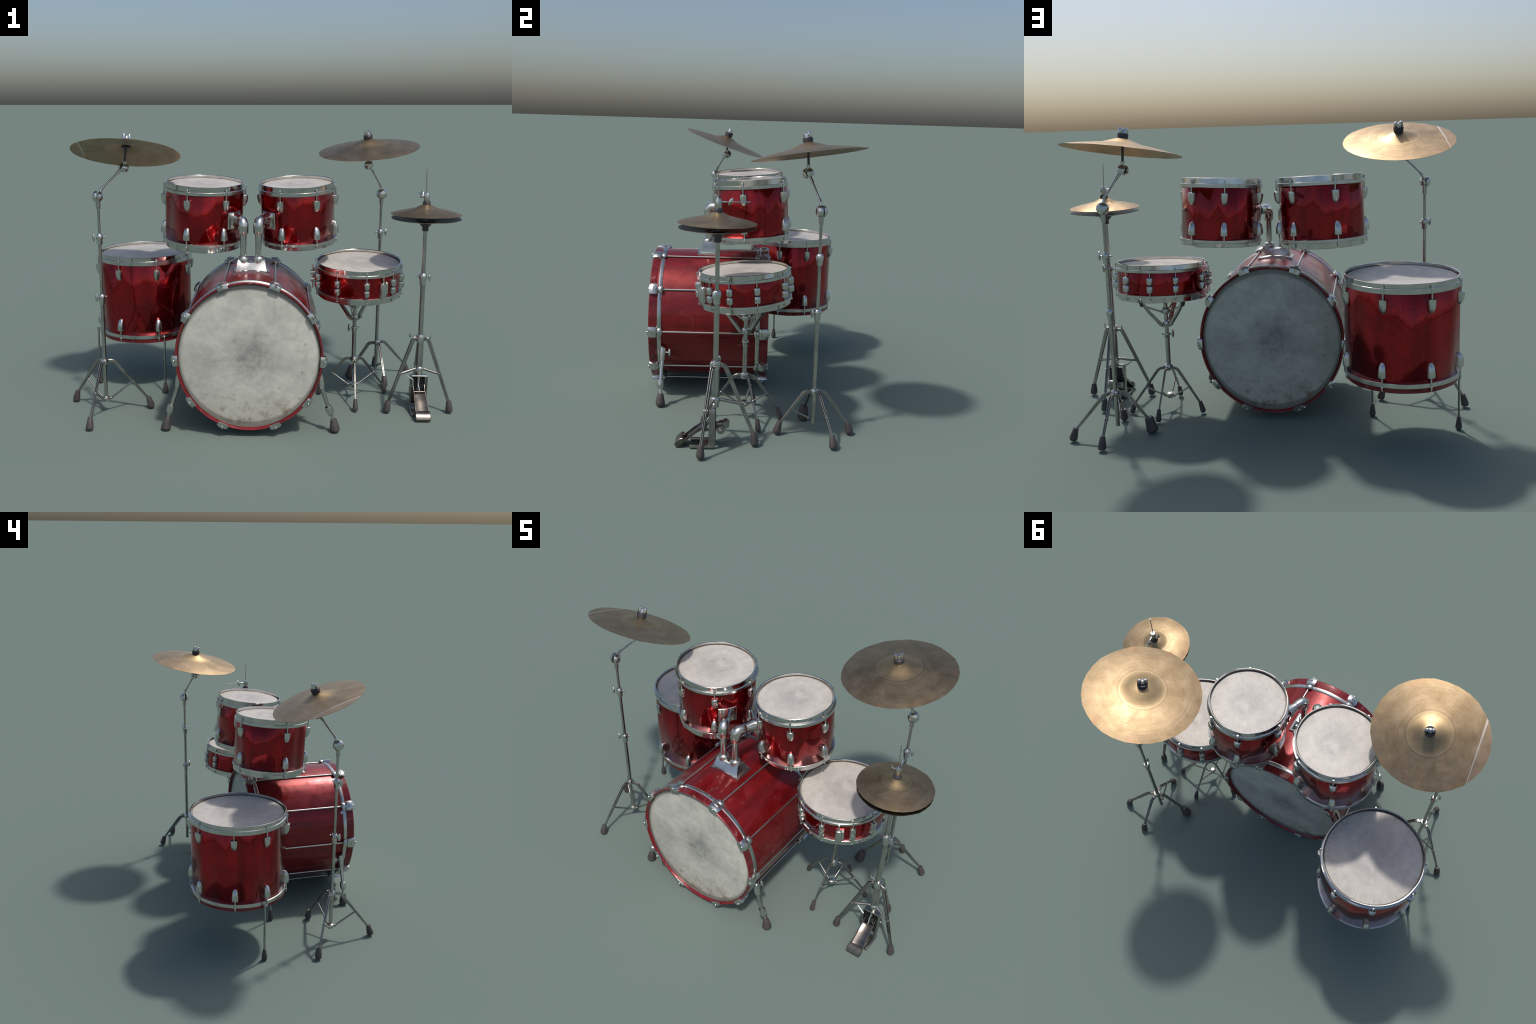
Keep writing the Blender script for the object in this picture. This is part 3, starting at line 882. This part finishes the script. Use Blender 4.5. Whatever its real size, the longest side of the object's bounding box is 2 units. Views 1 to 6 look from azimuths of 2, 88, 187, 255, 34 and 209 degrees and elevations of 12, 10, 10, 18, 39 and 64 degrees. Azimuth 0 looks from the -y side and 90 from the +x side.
st.loft([half_oval(w, d, -0.062 - q * 0.080) for q, w, d in ((0, 0.012, 0.016), (0.06, 0.017, 0.024), (0.3, 0.0185, 0.028), (0.8, 0.0185, 0.026), (0.96, 0.016, 0.020), (1, 0.012, 0.012))])
st.loft([[(x, y + 0.019, z) for x, y, z in half_oval(w, d, -0.060 - q * 0.066)] for q, w, d in ((0, 0.005, 0.012), (0.1, 0.007, 0.020), (0.9, 0.007, 0.020), (1, 0.005, 0.012))])
st.tube([(0.012, 0, -0.066), (0.012, 0, -0.030)], 0.0042, 10)
put("strainer", st, SATIN, sd, SM @ M4.Rotation(math.radians(-63), 4, "Z") @ M4.Translation((SR - 0.0045, 0, 0)))
butt = Geo()
for z in (-0.064, -0.101):
    butt.tube([(0.012, 0, z), (0.036, 0, z)], [0.014, 0.0135], 14)
butt.tube([(0.024, 0, -0.022), (0.024, 0, -0.150)], 0.0027, 8)
put("strainer_butt", butt, SATIN, sd, SM @ M4.Rotation(math.radians(181), 4, "Z") @ M4.Translation((SR - 0.006, 0, 0)))
sn = Geo()
for a in (-12, 172):
    q = M4.Rotation(math.radians(a), 4, "Z")
    sn.tube([q @ V((SR - 0.004, -0.045, -0.176)), q @ V((SR - 0.004, 0.045, -0.176))], 0.0038, 8)
for k in range(-6, 7):
    sn.tube([(-SR + 0.02, k * 0.006, -SDEP + 0.0105), (SR - 0.02, k * 0.006, -SDEP + 0.0105)], 0.0012, 6)
put("snare_wires", sn, SATIN, sd, SM)


# ------------------------------------------------------------------ snare stand
ss = thing("snare_stand", (0.502, -0.017, 0), "low chrome snare stand with splayed basket arms", "drum stand")
SX, SY = 0.502, -0.018
g = Geo().tube([(SX, SY, 0.208), (SX, SY, 0.40)], 0.0114, 18)
g.tube([(SX, SY, 0.38), (SX, SY, 0.552)], 0.0102, 18)
put("column", g, TUBE, ss)
put("lower_collar", Geo().lathe([(0.004, -0.015), (0.013, -0.015), (0.019, -0.008), (0.021, 0.002), (0.019, 0.010), (0.012, 0.015), (0.004, 0.015)], 18), SATIN, ss, M4.Translation((SX, SY, 0.075)))
tripod(ss, (0.504, -0.018, 0.222), [(0.318, 0.034, 0), (0.688, 0.056, 0), (0.518, 0.170, 0), (0.498, -0.208, 0)], 0.075, 0.021, 0.030, (SX, SY), h0=0.0140, h1=0.010, gap=0.0055, thick=0.0026, foot=(0.0090, 0.0140), br_r=0.0042, upright=0.9)
collar(ss, (SX, SY, 0.388), 0.0165, 0.034, (-1, -0.1))
bk = Geo().lathe([(0.004, -0.015), (0.015, -0.015), (0.019, -0.009), (0.019, 0.007), (0.015, 0.014), (0.004, 0.014)], 16, M4.Translation((SX, SY, 0.451)))
bk.lathe([(0.004, -0.013), (0.018, -0.013), (0.022, -0.006), (0.022, 0.010), (0.016, 0.018), (0.004, 0.018)], 16, M4.Translation((SX, SY, 0.514)))
bk.ball((SX + 0.034, SY + 0.006, 0.452), 0.0085)
basket = put("basket", bk, SATIN, ss)
for a in (10, 118, 226):
    ca, sa = math.cos(math.radians(a + 30)), math.sin(math.radians(a + 30))
    side = (-sa, ca, 0)

    def at(r, z):
        return V((SX + ca * r, SY + sa * r, z))
    g = Geo()
    for s in (-1, 1):
        o = V(side) * s * 0.0058
        g.strip([at(0.014, 0.440) + o, at(0.028, 0.447) + o, at(0.052, 0.476) + o, at(0.088, 0.520) + o, at(0.112, 0.556) + o, at(0.120, 0.584 - 0.009 * sa) + o], 0.0042, [0.017, 0.017, 0.015, 0.014, 0.013, 0.010], side)
    g.tube([at(0.022, 0.443) - V(side) * 0.012, at(0.022, 0.443) + V(side) * 0.012], 0.006, 10)
    g.strip([at(0.022, 0.512), at(0.060, 0.530), at(0.108, 0.552)], 0.006, 0.009, side)
    g.tube([at(0.024, 0.513) - V(side) * 0.009, at(0.024, 0.513) + V(side) * 0.009], 0.0062, 10)
    arm_ob = put("basket_arm", g, TUBE, basket)
    grip = Geo().tube([at(0.123, 0.556), at(0.128, 0.578 - 0.009 * sa), at(0.121, 0.588 - 0.009 * sa)], [0.009, 0.010, 0.008], 10)
    put("rubber_grip", grip, RUBBER, basket)


# ------------------------------------------------------------------ hi-hat stand
HX, HY = 0.825, -0.147
hh = thing("hi_hat_stand", (HX, HY, 0), "chrome hi-hat stand with two small cymbals and pedal", "cymbal stand")
g = Geo()
g.tube([(HX, HY, 0.183), (HX, HY, 0.24)], 0.0165, 20)
g.lathe([(0.004, 0.218), (0.0165, 0.222), (0.0180, 0.26), (0.0185, 0.31), (0.0172, 0.350), (0.015, 0.366), (0.004, 0.366)], 20, M4.Translation((HX, HY, 0)))
g.tube([(HX, HY, 0.36), (HX, HY, 0.70)], 0.0124, 20)
g.tube([(HX, HY, 0.69), (HX, HY, 0.945)], 0.0098, 18)
put("column", g, TUBE, hh)
g = Geo().lathe([(0.004, -0.030), (0.0150, -0.030), (0.0160, -0.022), (0.0160, -0.010), (0.0240, -0.004), (0.0300, 0.006), (0.0320, 0.010), (0.0320, 0.016), (0.024, 0.019), (0.004, 0.019)], 18)
put("cymbal_seat", g, FELT, hh, M4.Translation((HX, HY, 0.966)))
collar(hh, (HX - 0.001, HY, 0.690), 0.0195, 0.060, (0.9, -0.25))
put("lower_collar", Geo().lathe([(0.004, -0.019), (0.015, -0.019), (0.020, -0.012), (0.022, 0.003), (0.021, 0.012), (0.017, 0.017), (0.004, 0.017)], 20), SATIN, hh, M4.Translation((HX, HY, 0.214)))
tripod(hh, (HX, HY, 0.381), [(0.651, -0.211, 0), (0.983, -0.204, 0), (0.832, 0.042, 0)], 0.219, 0.0235, 0.040, (HX, HY), start=0.026, run=0.014, h0=0.0185, h1=0.0150, gap=0.011, at=0.53, br_r=0.0072, upright=2.2)
g = Geo()
for a, dz in ((-20, 0.008), (165, 0.004)):
    d = V((math.cos(math.radians(a)), math.sin(math.radians(a)), 0))
    q = V((HX, HY, 0.388)) + d * 0.052
    g.ball((0, 0, 0), 0.015, frame(q + V((0, 0, dz)), d, (0.2, 0, 1)), 12, (1.0, 0.5, 0.25))
    g.tube([V((HX, HY, 0.386)) + d * 0.02, q], 0.004, 8)
put("wing_screw", g, SATIN, hh)

HC = frame((HX, -0.1505, 1.021), (0.0, 0.02, 1))
put("cymbal", cymbal_geo(0.174, 0.86, seed=8, segs=28), BRONZE_HAT, hh, HC)
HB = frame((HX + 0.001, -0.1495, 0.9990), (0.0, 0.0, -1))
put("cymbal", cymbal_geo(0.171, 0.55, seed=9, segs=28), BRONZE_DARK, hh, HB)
put("pull_rod", Geo().tube([(HX, HY, 0.95), (HX - 0.001, HY, 1.10), (HX - 0.006, HY - 0.002, 1.242)], [0.0030, 0.0028, 0.0018], 10), TUBE, hh)
g = Geo().lathe([(0, 0.064), (0.0165, 0.064), (0.0185, 0.067), (0.0185, 0.079), (0.016, 0.082), (0, 0.082)], 12)
cl = put("clutch_base", Geo().lathe([(0, 1.060), (0.0185, 1.060), (0.0195, 1.063), (0.0195, 1.080), (0.017, 1.084), (0, 1.084)], 12), FELT, hh, M4.Translation((HX + 0.001, HY - 0.001, 0)))
g = Geo().lathe([(0, 1.084), (0.0130, 1.084), (0.0142, 1.088), (0.0142, 1.118), (0.0115, 1.125), (0, 1.126)], 16)
clutch = put("clutch", g, SATIN, hh, M4.Translation((HX, HY, 0)))
g = Geo()
WD = V((-0.018, 0.138, 0.001)).normalized()
w0 = V((HX, HY, 1.111))
g.tube([w0 + WD * 0.012, w0 + WD * 0.036], 0.0045, 10)
g.tube([w0 + WD * 0.030, w0 + WD * 0.139], 0.0026, 8)
g.ball((0, 0, 0), 0.021, frame(w0 + V((-0.012, 0.052, 0.0)), (-0.85, -0.45, 0.3), (0.1, 0.6, 1)), 12, (1.0, 0.45, 0.28))
g.tube([w0, w0 + V((-0.03, -0.004, 0.0))], 0.0035, 8)
g.ball((0, 0, 0), 0.014, frame(w0 + V((-0.031, -0.004, 0.002)), (1, 0, 0), (0, 0, 1)), 12, (1.0, 0.5, 0.25))
put("wing_screw", g, SATIN, clutch)

# pedal frame: an upturned U of rounded strip
FY = -0.158
g = Geo()
side = (0, 1, 0)
g.strip([(0.784, FY, 0.004), (0.783, FY, 0.150), (0.782, FY, 0.176), (0.786, FY, 0.1835), (0.800, FY, 0.184), (0.850, FY, 0.184), (0.861, FY, 0.1835), (0.865, FY, 0.176), (0.8645, FY, 0.150), (0.863, FY, 0.004)], 0.029, 0.0065, side)
frame_ob = put("pedal_frame", g, LEG, hh)
put("chain_guard", Geo().box((0.070, 0.004, 0.145), M4.Translation((0.824, FY + 0.013, 0.100)), 0.001), BLACK, frame_ob)
g = Geo()
g.tube([(0.786, -0.118, 0.086), (0.862, -0.118, 0.086)], 0.019, 16)
g.tube([(0.806, -0.097, 0.104), (0.846, -0.097, 0.104)], 0.017, 16)
g.ball((0.864, -0.118, 0.086), 0.011)
g.box((0.020, 0.05, 0.030), M4.Translation((0.826, -0.125, 0.096)), 0.004)
put("spring_drum", g, LEG, frame_ob)
g = Geo()
g.box((0.018, 0.105, 0.014), M4.Translation((0.862, -0.206, 0.0085)), 0.003)
g.box((0.018, 0.105, 0.014), M4.Translation((0.786, -0.206, 0.0085)), 0.003)
g.box((0.070, 0.060, 0.004), M4.Translation((0.824, -0.185, 0.010)), 0.001)
put("base_plate", g, LEG, frame_ob)
# footboard: dished plate with raised side rails, sloping up to the linkage
rings = []
for y, z, w in ((-0.290, 0.026, 0.062), (-0.262, 0.048, 0.061), (-0.232, 0.074, 0.058), (-0.205, 0.094, 0.055), (-0.186, 0.104, 0.054)):
    ring, n = [], 8
    for k in range(n + 1):
        x = -1 + 2 * k / n
        ring.append((0.824 + x * w / 2 + (y + 0.29) * -0.0, y, z - 0.006 * (1 - x * x)))
    for k in range(n + 1):
        x = 1 - 2 * k / n
        ring.append((0.824 + x * w / 2, y + 0.002, z - 0.006 * (1 - x * x) - 0.006))
    rings.append(ring)
g = Geo().loft(rings)
board = put("footboard", g, PEDAL, hh)
g = Geo()
for s in (-1, 1):
    g.strip([(0.824 + s * 0.0318, -0.290, 0.024), (0.824 + s * 0.0305, -0.236, 0.070), (0.824 + s * 0.0285, -0.186, 0.104), (0.824 + s * 0.0285, -0.160, 0.134)], 0.0035, [0.012, 0.013, 0.013, 0.006], (1, 0, 0))
g.tube([(0.794, -0.187, 0.106), (0.854, -0.187, 0.106)], 0.0042, 10)
put("side_rail", g, PEDAL, board)
g = Geo()
g.tube([(0.823, -0.187, 0.106), (0.823, -0.178, 0.122), (0.820, -0.170, 0.134), (0.822, -0.160, 0.150)], 0.0045, 10)
g.tube([(0.822, -0.160, 0.146), (0.824, -0.154, 0.184)], 0.0085, 12)
put("link", g, CHROME, board)
# toe stop: rounded block at the front
sec = [(-0.323, 0.004), (-0.326, 0.014), (-0.321, 0.024), (-0.312, 0.034), (-0.300, 0.043), (-0.288, 0.045), (-0.282, 0.036), (-0.286, 0.022), (-0.296, 0.006), (-0.310, 0.001)]
g = Geo().loft([[(x, y * q + (1 - q) * -0.304, z * q + (1 - q) * 0.022) for y, z in sec] for x, q in ((0.7855, 0.86), (0.788, 1.0), (0.858, 1.0), (0.8605, 0.86))])
put("toe_stop", g, PEDAL, hh)
g = Geo().tube([(0.748, -0.179, 0.198), (0.768, -0.183, 0.184), (0.789, -0.188, 0.172)], [0.003, 0.004, 0.0045], 8)
g.tube([(0.789, -0.188, 0.172), (0.789, -0.186, 0.135)], 0.005, 8)
put("adjuster_rod", g, SATIN, frame_ob)
